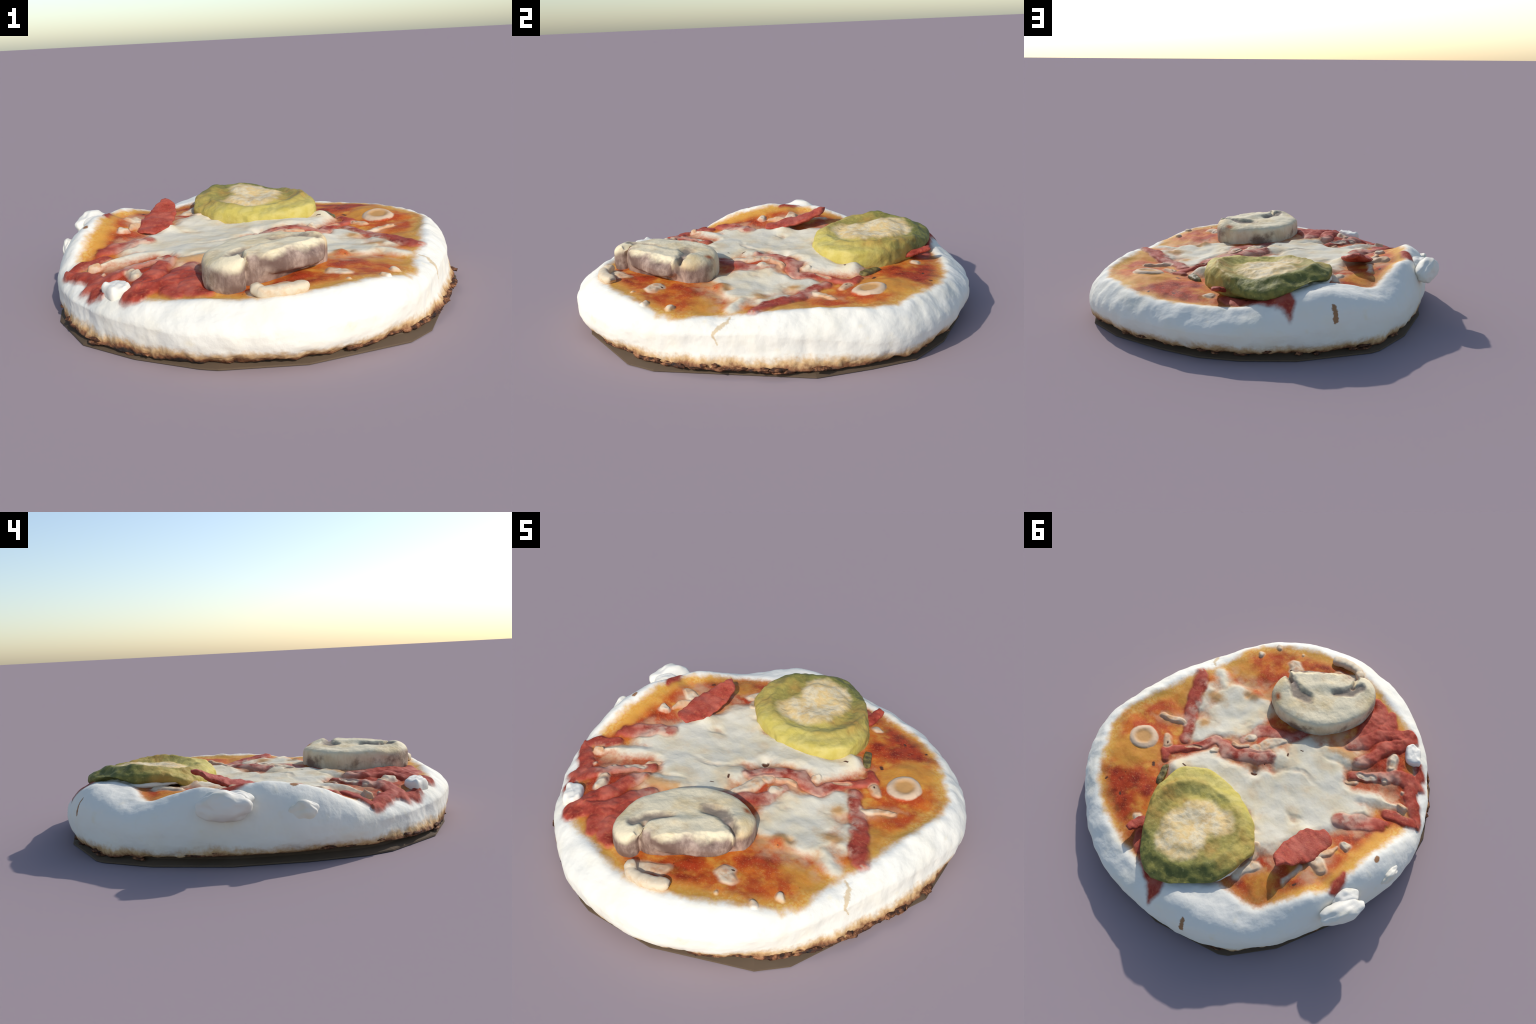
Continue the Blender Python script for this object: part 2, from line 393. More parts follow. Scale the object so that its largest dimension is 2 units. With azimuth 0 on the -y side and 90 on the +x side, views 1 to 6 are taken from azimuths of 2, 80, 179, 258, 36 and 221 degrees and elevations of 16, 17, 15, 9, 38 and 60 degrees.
# ------------------------------------------------------------------ materials
class Nodes:
    def __init__(self, name):
        self.mat = bpy.data.materials.new(name)
        self.mat.use_nodes = True
        self.t = self.mat.node_tree
        self.bsdf = self.t.nodes["Principled BSDF"]
        tc = self.t.nodes.new("ShaderNodeTexCoord")
        self.P = tc.outputs["Object"]
        sep = self.t.nodes.new("ShaderNodeSeparateXYZ")
        self.link(self.P, sep.inputs[0])
        self.x, self.y, self.z = sep.outputs

    def link(self, a, b):
        self.t.links.new(a, b)

    def put(self, sock, v):
        if hasattr(v, "is_linked") or hasattr(v, "links"):
            self.link(v, sock)
        elif isinstance(v, (tuple, list)) and len(v) == 3 and sock.type == "RGBA":
            sock.default_value = (*v, 1)
        else:
            sock.default_value = v

    def math(self, op, a, b=0.0, c=0.0, clamp=False):
        n = self.t.nodes.new("ShaderNodeMath")
        n.operation = op
        n.use_clamp = clamp
        for s, v in zip(n.inputs, (a, b, c)):
            self.put(s, v)
        return n.outputs[0]

    def noise(self, scale, detail=3, rough=.55, vec=None, stretch=None):
        n = self.t.nodes.new("ShaderNodeTexNoise")
        n.inputs["Scale"].default_value = scale
        n.inputs["Detail"].default_value = detail
        n.inputs["Roughness"].default_value = rough
        vec = vec or self.P
        if stretch:
            m = self.t.nodes.new("ShaderNodeMapping")
            m.inputs["Scale"].default_value = stretch
            self.link(vec, m.inputs[0])
            vec = m.outputs[0]
        self.link(vec, n.inputs["Vector"])
        return n.outputs["Fac"]

    def voronoi(self, scale, feature="F1"):
        n = self.t.nodes.new("ShaderNodeTexVoronoi")
        n.feature = feature
        n.inputs["Scale"].default_value = scale
        self.link(self.P, n.inputs["Vector"])
        return n.outputs["Distance"]

    def step(self, a, b, x):
        """smooth 0..1 as x runs from a to b (a may exceed b)"""
        n = self.t.nodes.new("ShaderNodeMapRange")
        n.interpolation_type = "SMOOTHSTEP"
        lo, hi, o0, o1 = (a, b, 0, 1) if a < b else (b, a, 1, 0)
        self.put(n.inputs["Value"], x)
        for k, v in (("From Min", lo), ("From Max", hi), ("To Min", o0), ("To Max", o1)):
            n.inputs[k].default_value = v
        return n.outputs["Result"]

    def mix(self, fac, a, b, mode="MIX"):
        n = self.t.nodes.new("ShaderNodeMix")
        n.data_type = "RGBA"
        n.blend_type = mode
        n.clamp_factor = True
        self.put(n.inputs[0], fac)
        self.put(n.inputs[6], a)
        self.put(n.inputs[7], b)
        return n.outputs[2]

    def ramp(self, fac, stops):
        n = self.t.nodes.new("ShaderNodeValToRGB")
        e = n.color_ramp.elements
        while len(e) < len(stops):
            e.new(.5)
        for k, (p, c) in enumerate(stops):
            e[k].position = p
            e[k].color = (*c, 1)
        self.put(n.inputs[0], fac)
        return n.outputs[0]

    def strokes(self, lst, wob=None, k=.03, plane=None):
        """distance to a set of strokes x0, y0, x1, y1, r0(, r1) on the plan; negative inside"""
        if not hasattr(self, "flat"):
            m = self.t.nodes.new("ShaderNodeVectorMath")
            m.operation = "MULTIPLY"
            m.inputs[1].default_value = (1, 1, 0)
            self.link(self.P, m.inputs[0])
            self.flat = m.outputs[0]
        flat = plane or self.flat
        d = None
        for x0, y0, x1, y1, r, *r1 in lst:
            r1 = r1[0] if r1 else r
            n = self.t.nodes.new("ShaderNodeGroup")
            n.node_tree = stroke_group()
            if d is None:
                self.link(flat, n.inputs[0])
            else:  # a vanishing share of the last distance keeps the shader evaluating strokes one by one
                mad = self.t.nodes.new("ShaderNodeVectorMath")
                mad.operation = "MULTIPLY_ADD"
                self.link(d, mad.inputs[0])
                mad.inputs[1].default_value = (1e-7, 1e-7, 0)
                self.link(flat, mad.inputs[2])
                self.link(mad.outputs[0], n.inputs[0])
            bx, by = x1 - x0 + 1e-5, y1 - y0
            q = bx * bx + by * by
            n.inputs[1].default_value = (x0, y0, 0)
            n.inputs[2].default_value = (bx, by, 0)
            n.inputs[3].default_value = (bx / q, by / q, 0)
            n.inputs[4].default_value = r
            n.inputs[5].default_value = r1 - r
            d = n.outputs[0] if d is None else self.math("SMOOTH_MIN", d, n.outputs[0], k)
        if wob is not None:
            d = self.math("ADD", d, wob)
        return d

    def warped_plane(self):
        """plan coordinates moved by the shared warp"""
        c = self.t.nodes.new("ShaderNodeCombineXYZ")
        for base, axis, sock in ((self.x, WARP[0], c.inputs[0]), (self.y, WARP[1], c.inputs[1])):
            out = base
            for a, p, q, o in axis:
                ph = self.math("MULTIPLY_ADD", self.x, p, self.math("MULTIPLY_ADD", self.y, q, o))
                out = self.math("MULTIPLY_ADD", self.math("SINE", ph), a, out)
            self.link(out, sock)
        return c.outputs[0]

    def wall_plane(self, degrees):
        """coordinates on the side wall seen from one compass angle: sideways, height"""
        a = math.radians(degrees)
        c = self.t.nodes.new("ShaderNodeCombineXYZ")
        self.link(self.math("ADD", self.math("MULTIPLY", self.x, -math.sin(a)), self.math("MULTIPLY", self.y, math.cos(a))), c.inputs[0])
        self.link(self.z, c.inputs[1])
        facing = self.math("ADD", self.math("MULTIPLY", self.x, math.cos(a)), self.math("MULTIPLY", self.y, math.sin(a)))
        return c.outputs[0], self.step(.5, .6, facing)

    def bump(self, height, dist=.004, strength=1.0):
        n = self.t.nodes.new("ShaderNodeBump")
        n.inputs["Distance"].default_value = dist
        n.inputs["Strength"].default_value = strength
        self.link(height, n.inputs["Height"])
        self.link(n.outputs[0], self.bsdf.inputs["Normal"])

    def finish(self, colour, rough=.6, spec=.25, sss=0.0):
        self.put(self.bsdf.inputs["Base Color"], colour)
        self.put(self.bsdf.inputs["Roughness"], rough)
        self.put(self.bsdf.inputs["Specular IOR Level"], spec)
        return self.mat


def stroke_group():
    g = bpy.data.node_groups.get("stroke_distance")
    if g:
        return g
    g = bpy.data.node_groups.new("stroke_distance", "ShaderNodeTree")
    for nm, ty in (("P", "Vector"), ("A", "Vector"), ("D", "Vector"), ("Along", "Vector"), ("R", "Float"), ("Taper", "Float")):
        g.interface.new_socket(nm, in_out="INPUT", socket_type="NodeSocket" + ty)
    g.interface.new_socket("Distance", in_out="OUTPUT", socket_type="NodeSocketFloat")
    i, o = g.nodes.new("NodeGroupInput"), g.nodes.new("NodeGroupOutput")

    def node(kind, op, *a):
        n = g.nodes.new(kind)
        n.operation = op
        for s_, v_ in zip(n.inputs, a):
            g.links.new(v_, s_)
        return n

    pa = node("ShaderNodeVectorMath", "SUBTRACT", i.outputs[0], i.outputs[1]).outputs[0]
    along = node("ShaderNodeVectorMath", "DOT_PRODUCT", pa, i.outputs[3]).outputs["Value"]
    t = node("ShaderNodeMath", "ADD", along)
    t.inputs[1].default_value = 0.0
    t.use_clamp = True
    sc = node("ShaderNodeVectorMath", "SCALE", i.outputs[2])
    g.links.new(t.outputs[0], sc.inputs["Scale"])
    dist = node("ShaderNodeVectorMath", "DISTANCE", pa, sc.outputs[0]).outputs["Value"]
    rad = node("ShaderNodeMath", "MULTIPLY_ADD", t.outputs[0], i.outputs[5], i.outputs[4]).outputs[0]
    g.links.new(node("ShaderNodeMath", "SUBTRACT", dist, rad).outputs[0], o.inputs[0])
    return g


CHEESE = (.72, .66, .52)
OCHRE = (.66, .30, .05)
ORANGE = (.60, .15, .02)
RED = (.42, .046, .013)
DEEP_RED = (.22, .018, .009)
YELLOW = (.72, .44, .12)
CRUST = (.86, .82, .71)
HAM_STROKES = [st for hh, pts in HAM for st in spine_strokes(pts)]
CHUNK_STROKES = [st for hh, pts in CHUNKS for st in spine_strokes(pts)]
SCORCH = [(-.824, .045, -.818, .03, .012), (-.80, -.315, -.845, -.30, .008)]
SPECKS = [(-.097, -.207, -.087, -.20, .0035), (.303, .312, .318, .314, .004), (-.002, .072, .014, .082, .009), (.447, .418, .458, .410, .008), (.497, .268, .503, .26, .004), (.335, -.578, .338, -.574, .004),
          (.45, .66, .44, .665, .006), (.57, .655, .567, .645, .005), (-.05, -.135, -.06, -.12, .005), (-.60, .42, -.605, .41, .005)]
CRACK = [(.034, .216, .030, .207, .002, .006), (.030, .207, -.005, .186, .006, .008), (-.005, .186, -.022, .166, .008, .006), (-.022, .166, -.002, .124, .004, .003)]
BACK_SCORCH = [(-.006, .185, -.004, .245, .013, .010)]


def ham_colour(n):
    c = n.ramp(n.noise(11, 5, .6), [(.28, (.20, .020, .012)), (.48, (.38, .060, .036)), (.70, (.49, .125, .082))])
    c = n.mix(n.math("MULTIPLY", n.step(.55, .72, n.noise(5, 3)), .5), c, (.25, .024, .014))
    return n.mix(n.math("MULTIPLY", n.step(.52, .70, n.noise(75, 4)), .4), c, (.54, .16, .07))


def pizza_material():
    n = Nodes("baked_pizza")
    big, mid, fine = n.noise(5, 3), n.noise(16, 4), n.noise(70, 4)
    wob = n.math("MULTIPLY", n.math("SUBTRACT", mid, .5), .07)
    wob_fine = n.math("MULTIPLY", n.math("SUBTRACT", fine, .5), .025)
    wob2 = n.math("ADD", wob, wob_fine)
    edge = n.math("MULTIPLY", wob2, .15)
    plan = n.warped_plane()
    # --- dough
    dough = n.mix(n.step(.45, .75, big), CRUST, (.87, .81, .66))
    dough = n.mix(n.math("MULTIPLY", n.step(.60, .8, n.noise(11, 4)), .6), dough, (.84, .74, .52))
    for marks, deg, tint in ((CRACK, -26, (.68, .54, .35)), (BACK_SCORCH, 109.6, (.36, .19, .09))):
        plane, facing = n.wall_plane(deg)
        mark = n.step(.003, -.003, n.strokes(marks, n.math("MULTIPLY", wob_fine, .8), .004, plane))
        dough = n.mix(n.math("MULTIPLY", mark, facing), dough, tint)
    dough = n.mix(n.step(.004, -.004, n.strokes(SCORCH, n.math("MULTIPLY", wob_fine, .5), .004)), dough, (.34, .17, .08))
    # --- sauce border: radius given by angle
    r = n.math("SQRT", n.math("ADD", n.math("MULTIPLY", n.x, n.x), n.math("MULTIPLY", n.y, n.y)))
    ang = n.math("ADD", n.math("DIVIDE", n.math("ARCTAN2", n.y, n.x), TAU), .5)
    fc = n.t.nodes.new("ShaderNodeFloatCurve")
    cv = fc.mapping.curves[0]
    th = np.radians(np.linspace(-180, 180, 61))
    vals = SAUCE(th)
    cv.points[0].location = (0, vals[0])
    cv.points[1].location = (1, vals[-1])
    for k in range(1, 60):
        cv.points.new(k / 60, vals[k])
    fc.mapping.update()
    n.link(ang, fc.inputs["Value"])
    d = n.math("ADD", n.math("SUBTRACT", r, fc.outputs[0]), wob2)
    in_sauce = n.step(.030, -.018, d)
    # --- sauce
    sauce = n.mix(n.step(.44, .68, mid), ORANGE, OCHRE)
    sauce = n.mix(n.math("MULTIPLY", n.step(.42, .61, n.noise(9, 4, .6)), .8), sauce, RED)
    red = n.step(.03, -.045, n.strokes(RED_SAUCE, wob2))
    redcol = n.mix(n.step(.4, .66, n.noise(22, 4)), RED, DEEP_RED)
    sauce = n.mix(n.math("MULTIPLY", red, .94), sauce, redcol)
    rim = n.math("MULTIPLY", n.step(-.085, -.01, d), n.math("SUBTRACT", 1.0, n.math("MULTIPLY", red, .6)))
    sauce = n.mix(rim, sauce, n.mix(n.step(.38, .6, fine), YELLOW, OCHRE))
    oil = n.step(.03, -.04, n.strokes(YELLOW_OIL, wob2))
    sauce = n.mix(n.math("MULTIPLY", oil, .65), sauce, n.mix(n.step(.35, .65, mid), (.66, .36, .06), (.58, .26, .04)))
    sauce = n.mix(n.math("MULTIPLY", n.step(.55, .7, n.noise(130, 3)), .4), sauce, (.66, .26, .10))
    specks = n.math("MULTIPLY", n.step(.13, .06, n.voronoi(26)), n.step(.55, .62, n.noise(8, 2)))
    sauce = n.mix(n.math("MULTIPLY", specks, .8), sauce, (.10, .03, .015))
    col = n.mix(in_sauce, dough, sauce)
    # --- melted cheese
    wisps = n.math("MULTIPLY", n.math("SUBTRACT", n.noise(9, 5, .65), .5), .08)
    cd = n.strokes(CHEESE_POOL + CHEESE_SLICK, n.math("ADD", wisps, wob_fine), .03, plan)
    cm = n.step(.020, -.034, cd)
    film = n.math("MULTIPLY", n.step(.085, .0, cd), n.math("MULTIPLY", n.step(.42, .6, n.noise(13, 4)), .55))
    cheese = n.mix(n.step(.35, .7, n.noise(7, 4)), CHEESE, (.72, .62, .42))
    cheese = n.mix(n.math("MULTIPLY", n.step(.48, .70, n.noise(7.5, 5, .62)), .55), cheese, (.66, .48, .29))
    cheese = n.mix(n.math("MULTIPLY", n.step(-.05, .01, cd), .6), cheese, (.64, .36, .19))
    burn = n.step(.025, -.025, n.strokes(CHEESE_BURN, wob2))
    cheese = n.mix(n.math("MULTIPLY", burn, .8), cheese, (.54, .25, .055))
    thin = n.math("MULTIPLY", n.step(.05, -.03, n.strokes(CHEESE_FILM, wob2, .03, plan)), n.step(.34, .60, n.noise(11, 4)))
    film = n.math("MAXIMUM", film, n.math("MULTIPLY", thin, .75))
    col = n.mix(n.math("MULTIPLY", film, in_sauce), col, n.mix(n.noise(15, 3), (.64, .33, .15), (.63, .44, .28)))
    col = n.mix(cm, col, cheese)
    # --- ham strips, with a film of cheese run over them here and there
    hd = n.strokes(HAM_STROKES, n.math("MULTIPLY", wob2, .32), .006, plan)
    ham = ham_colour(n)
    over = n.math("MULTIPLY", n.math("MAXIMUM", n.math("MULTIPLY", n.step(.05, -.03, cd), n.step(.42, .62, n.noise(12, 4))), n.math("MULTIPLY", thin, .7)), .85)
    ham = n.mix(over, ham, (.64, .44, .32))
    col = n.mix(n.math("MULTIPLY", n.step(.016, -.002, hd), .35), col, DEEP_RED)
    col = n.mix(n.step(.008, -.012, hd), col, ham)
    # --- cheese pieces
    pd = n.strokes(CHUNK_STROKES, edge, .004, plan)
    piece = n.mix(n.step(.42, .62, n.noise(10, 3)), (.68, .57, .41), (.64, .42, .25))
    piece = n.mix(n.math("MULTIPLY", n.step(.5, .72, n.noise(28, 4)), .55), piece, (.58, .28, .10))
    col = n.mix(n.math("MULTIPLY", n.step(.007, -.014, pd), n.math("SUBTRACT", .97, n.math("MULTIPLY", n.step(.5, .7, n.noise(19, 3)), .35))), col, piece)
    dd = n.strokes([(.615, .336, .62, .336, .078)], edge)
    col = n.mix(n.step(.005, -.006, dd), col, n.mix(n.step(-.012, -.05, dd), (.66, .48, .32), (.55, .29, .10)))
    col = n.mix(n.step(.003, -.003, n.strokes(SPECKS, n.math("MULTIPLY", wob_fine, .6), .003)), col, (.09, .035, .02))
    # --- baked and charred foot of the crust (stone contact)
    zz = n.math("ADD", n.z, n.math("MULTIPLY", n.math("SUBTRACT", n.noise(6, 5, .65), .5), .10))
    zz = n.math("ADD", zz, n.math("MULTIPLY", n.math("SUBTRACT", n.noise(60, 4), .5), .03))
    col = n.mix(n.step(.088, .048, zz), col, (.62, .40, .19))
    col = n.mix(n.step(.056, .030, zz), col, (.24, .10, .045))
    col = n.mix(n.step(.036, .016, zz), col, (.035, .028, .024))
    n.bump(n.math("ADD", n.noise(90, 4), n.math("MULTIPLY", n.noise(220, 3), .5)), .0015, .5)
    wet = n.math("MULTIPLY", in_sauce, n.math("SUBTRACT", 1.0, cm))
    return n.finish(col, n.math("SUBTRACT", .75, n.math("MULTIPLY", wet, .12)), .15)


def ham_material():
    n = Nodes("cured_ham")
    n.bump(n.noise(110, 4), .003, .7)
    return n.finish(ham_colour(n), .6, .2)


def chunk_material():
    n = Nodes("browned_cheese_chunk")
    oi = n.t.nodes.new("ShaderNodeObjectInfo").outputs["Random"]
    base = n.mix(oi, (.76, .66, .46), (.72, .58, .40))
    c = n.mix(n.math("MULTIPLY", n.step(.5, .75, n.noise(24, 4)), .6), base, (.64, .38, .18))
    c = n.mix(n.math("MULTIPLY", n.step(.6, .7, n.noise(70, 3)), .3), c, (.80, .74, .6))
    n.bump(n.noise(100, 4), .002, .5)
    return n.finish(c, .55, .25)


def white_material():
    n = Nodes("fresh_white_cheese")
    c = n.mix(n.step(.45, .75, n.noise(9, 4)), (.84, .79, .68), (.82, .73, .54))
    c = n.mix(n.step(.145, .11, n.voronoi(12)), c, (.16, .07, .03)) if False else c
    n.bump(n.noise(80, 4), .002, .5)
    return n.finish(c, .6, .25)


def char_material():
    n = Nodes("charred_crumb")
    c = n.ramp(n.noise(40, 5, .6), [(.3, (.02, .018, .018)), (.5, (.10, .04, .02)), (.62, (.30, .13, .06)), (.75, (.45, .27, .14))])
    n.bump(n.noise(120, 4), .004, .8)
    return n.finish(c, .75, .2)


def base_material():
    n = Nodes("brown_underside")
    c = n.mix(n.noise(12, 4), (.105, .072, .045), (.13, .09, .058))
    return n.finish(c, .8, .15)


MUSH_O = np.array([.04, -.53])
MUSH_X = np.array([.732, .681])
MUSH_Y = np.array([-.681, .732])


def mush(a, b):
    p = MUSH_O + a * MUSH_X + b * MUSH_Y
    return float(p[0]), float(p[1])


def mush_stroke(a0, b0, a1, b1, r):
    return (*mush(a0, b0), *mush(a1, b1), r)


GILLS = [mush_stroke(-.21, -.035, -.15, -.005, .022), mush_stroke(-.15, -.005, -.06, .0, .018), mush_stroke(.10, .03, .15, .0, .032), mush_stroke(.15, .0, .195, -.10, .022)]


def mushroom_material(stem=False):
    n = Nodes("mushroom_stem_flesh" if stem else "mushroom_cap_flesh")
    wob = n.math("MULTIPLY", n.math("SUBTRACT", n.noise(22, 4), .5), .05)
    top = n.mix(n.step(.4, .7, n.noise(7, 4)), (.79, .68, .46), (.73, .56, .30))
    top = n.mix(n.math("MULTIPLY", n.step(.52, .72, n.noise(8, 5)), .6), top, (.50, .34, .16))
    gill = n.step(.02, -.012, n.strokes(GILLS, wob))
    top = n.mix(n.math("MULTIPLY", gill, .85), top, n.mix(n.noise(30, 3), (.11, .08, .065), (.34, .26, .20)))
    # skin on the cut side and foot: cream to grey brown, finely streaked
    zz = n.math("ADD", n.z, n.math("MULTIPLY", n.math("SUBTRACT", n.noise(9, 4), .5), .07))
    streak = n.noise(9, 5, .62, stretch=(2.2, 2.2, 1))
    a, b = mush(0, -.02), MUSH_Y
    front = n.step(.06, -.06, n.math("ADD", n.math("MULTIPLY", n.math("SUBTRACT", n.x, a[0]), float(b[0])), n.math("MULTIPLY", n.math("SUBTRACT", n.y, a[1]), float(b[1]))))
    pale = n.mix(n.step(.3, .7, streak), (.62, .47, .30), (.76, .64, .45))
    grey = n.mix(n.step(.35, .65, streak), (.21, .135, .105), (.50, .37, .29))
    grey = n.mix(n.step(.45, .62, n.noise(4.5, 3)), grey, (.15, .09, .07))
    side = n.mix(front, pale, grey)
    col = n.mix(n.step(.345, .305, zz) if not stem else n.step(.362, .335, zz), top, side)
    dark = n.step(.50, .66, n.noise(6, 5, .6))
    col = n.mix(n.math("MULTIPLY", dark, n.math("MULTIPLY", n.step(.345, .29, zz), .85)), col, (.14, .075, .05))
    spot = n.step(.02, -.01, n.strokes([(.213, -.333, .222, -.340, .01)], n.math("MULTIPLY", wob, .4)))
    col = n.mix(spot, col, (.45, .12, .03))
    n.bump(n.noise(80, 5), .003, .7)
    return n.finish(col, .65, .22)


CORE = [(.02, .68, .05, .62, .055), (.04, .6, .03, .5, .065), (-.02, .47, -.09, .46, .075), (-.04, .56, -.07, .66, .075), (.0, .68, -.05, .68, .06), (-.1, .44, -.12, .43, .035)]


def pickle_material():
    n = Nodes("pickle_flesh")
    wob = n.math("MULTIPLY", n.math("SUBTRACT", n.noise(11, 4), .5), .25)
    g = n.math("ADD", n.math("ADD", n.y, n.math("MULTIPLY", n.x, -.25)), wob)
    c = n.mix(n.step(.38, .68, n.noise(9, 5, .6)), (.44, .34, .085), (.42, .25, .06))
    c = n.mix(n.math("MULTIPLY", n.step(.50, .68, n.noise(13, 4)), .6), c, (.22, .20, .05))
    c = n.mix(n.math("MULTIPLY", n.step(.58, .76, g), .9), c, n.mix(n.step(.4, .65, n.noise(24, 4)), (.11, .125, .035), (.23, .22, .055)))
    front = n.math("MULTIPLY", n.step(.50, .33, n.math("ADD", g, n.math("MULTIPLY", wob, -.4))), n.step(.345, .315, n.z))
    c = n.mix(n.math("MULTIPLY", front, .9), c, n.mix(n.step(.35, .65, n.noise(16, 4)), (.62, .52, .16), (.55, .45, .10)))  # front wall painted brighter yellow for the sunlight falling on it
    c = n.mix(n.math("MULTIPLY", n.step(.60, .72, n.noise(60, 3)), .3), c, (.60, .50, .18))
    core = n.step(.022, -.022, n.strokes(CORE, n.math("SUBTRACT", n.math("MULTIPLY", n.math("SUBTRACT", n.noise(10, 5, .6), .5), .08), .012)))
    seed = n.ramp(n.noise(9, 5, .6), [(.3, (.66, .56, .34)), (.46, (.68, .48, .21)), (.58, (.68, .57, .37)), (.75, (.58, .37, .12))])
    seed = n.mix(n.math("MULTIPLY", n.step(.55, .72, n.noise(14, 4)), .45), seed, (.56, .33, .10))
    c = n.mix(n.math("MULTIPLY", core, n.step(.29, .32, n.z)), c, seed)
    n.bump(n.noise(70, 4), .004, .6)
    return n.finish(c, .6, .18)


def dark_pickle_material():
    n = Nodes("dark_pickle_skin")
    c = n.mix(n.step(.4, .65, n.noise(40, 4)), (.10, .075, .025), (.22, .17, .05))
    n.bump(n.noise(90, 4), .003, .6)
    return n.finish(c, .5, .3)


# ------------------------------------------------------------------ the object
pizza = bpy.data.objects.new("pizza", None)
bpy.context.scene.collection.objects.link(pizza)
pizza["label"] = "small baked pizza with ham, cheese, mushroom and pickle slice"
pizza["category"] = "pizza"

M_PIZZA = pizza_material()
M_HAM, M_CHUNK, M_WHITE, M_CHAR, M_BASE = ham_material(), chunk_material(), white_material(), char_material(), base_material()


def build_body():
    NT = 1300
    th = np.linspace(-math.pi, math.pi, NT, endpoint=False)
    c, s = np.cos(th), np.sin(th)
    re, ze, rb, zb = R_EQ(th), Z_EQ(th), R_BOT(th), Z_BOT(th)
    rows, is_side = [], []
    inner = np.linspace(0.004, 1, 215)
    for q in inner:
        r = (re - ARC) * q
        rows.append(np.stack([r * c, r * s, top_z(r * c, r * s)], -1))
    for ph in np.linspace(0, math.pi / 2, 62)[1:]:
        r = re - ARC + ARC * math.sin(ph)
        rows.append(np.stack([r * c, r * s, top_z(r * c, r * s)], -1))
    n_top = len(rows)
    # bulge of the side wall down to the foot
    for ph in np.linspace(0, 1, 40)[1:]:
        q = math.sin(ph * math.pi / 2)
        r = re - (re - rb) * (1 - math.sqrt(max(0, 1 - q ** 2.0)) if False else q ** 2.6)
        z = ze + (zb - ze) * q
        rows.append(np.stack([r * c, r * s, z], -1))
    foot = len(rows)
    for k in (.985, .96, .9, .6, .2, .01):
        rows.append(np.stack([rb * k * c, rb * k * s, zb * .6 + .012 + 0 * c], -1))
    G = np.array(rows)
    R = len(G)
    v = G.reshape(-1, 3)
    f = grid_faces(R, NT)[:, ::-1]
    f = f[:, ::-1]
    nrm = vertex_normals(v, f)
    if nrm[(n_top // 2) * NT, 2] < 0:
        f = f[:, ::-1]
        nrm = -nrm
    # dents and lumps of the dough: outside of the sauce border, and the side wall
    r, a = np.hypot(v[:, 0], v[:, 1]), np.arctan2(v[:, 1], v[:, 0])
    row = np.repeat(np.arange(R), NT)
    on_dough = np.maximum(smoothstep(-.03, .04, r - SAUCE(a)), row >= n_top) * (row < foot)
    low = smoothstep(.10, .03, v[:, 2])
    lump = .013 * perlin(v * 5 + 4) + .008 * perlin(v * 11 + 9) + .0025 * perlin(v * 26) + .001 * fbm(v * 60, 2)
    flow = np.stack([r * 14 + a * 5, a * 15 - r * 6, v[:, 2] * 8], -1)
    dents = .007 * perlin(flow) * smoothstep(-.9, .2, a) * smoothstep(2.0, 1.2, a)
    ragged = .016 * fbm(v * 14 + 3, 4) * low
    v = v + nrm * (on_dough * (lump * (1 - .4 * low) + dents + ragged))[:, None]
    v[:, 2] = np.maximum(v[:, 2], .004)
    nrm = vertex_normals(v, f)
    # split into named regions with coincident borders
    fc = v[f].mean(1)
    fr, fa = np.hypot(fc[:, 0], fc[:, 1]), np.arctan2(fc[:, 1], fc[:, 0])
    frow = f.min(1) // NT
    upper = frow < n_top - 1
    wx, wy = warp(fc[:, 0], fc[:, 1])
    dA, dB = stroke_field(wx, wy, CHEESE_POOL), stroke_field(wx, wy, CHEESE_SLICK)
    label = np.zeros(len(f), int)
    label[upper & (fr - SAUCE(fa) < 0)] = 1
    label[upper & (fr - SAUCE(fa) < .02) & (dA < 0)] = 2
    label[upper & (fr - SAUCE(fa) < .02) & (dB < 0)] = 3
    label[(~upper) & (fc[:, 2] < .05)] = 4
    names = ["crust", "tomato_sauce", "melted_cheese", "melted_cheese", "charred_crust_foot"]
    tx, ty = fc[:, 0], fc[:, 1]
    for group, nm in ((HAM, "ham_strip"), (CHUNKS, "cheese_piece"), ([(0, [(.616, .336, .078), (.618, .336, .078)])], "toasted_cheese_disc")):
        for hh, pts in group:
            dd, _ = spine_distance(tx, ty, pts)
            pick = upper & (dd < 0)
            if pick.sum() > 4:
                label[pick] = len(names)
                names.append(nm)
    for k, nm in enumerate(names):
        sel = f[label == k]
        if len(sel) == 0:
            continue
        used, inv = np.unique(sel, return_inverse=True)
        new_object(nm, v[used], inv.reshape(sel.shape), M_PIZZA, pizza, nrm[used])


build_body()

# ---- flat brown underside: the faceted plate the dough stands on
BASE = [(.945, .005), (.925, .25), (.889, .46), (.74, .65), (.504, .822), (.309, .929), (.116, .973), (-.15, .978), (-.51, .874), (-.552, .845),
        (-.706, .646), (-.755, .53), (-.842, .325), (-.892, .0), (-.90, -.245), (-.872, -.376), (-.705, -.655), (-.47, -.817), (-.21, -.931), (-.141, -.948),
        (.192, -.928), (.592, -.76), (.692, -.653)]
bv, m = [], len(BASE)
for z, k in ((0, 1), (.006, .998), (.022, .955), (.06, .92)):
    bv += [(x * k, y * k, z) for x, y in BASE]
bf = [tuple(range(m))[::-1], tuple(range(3 * m, 4 * m))]
for lv in range(3):
    bf += [(lv * m + j, lv * m + (j + 1) % m, (lv + 1) * m + (j + 1) % m, (lv + 1) * m + j) for j in range(m)]
new_object("flat_underside", bv, bf, M_BASE, pizza, smooth=False)


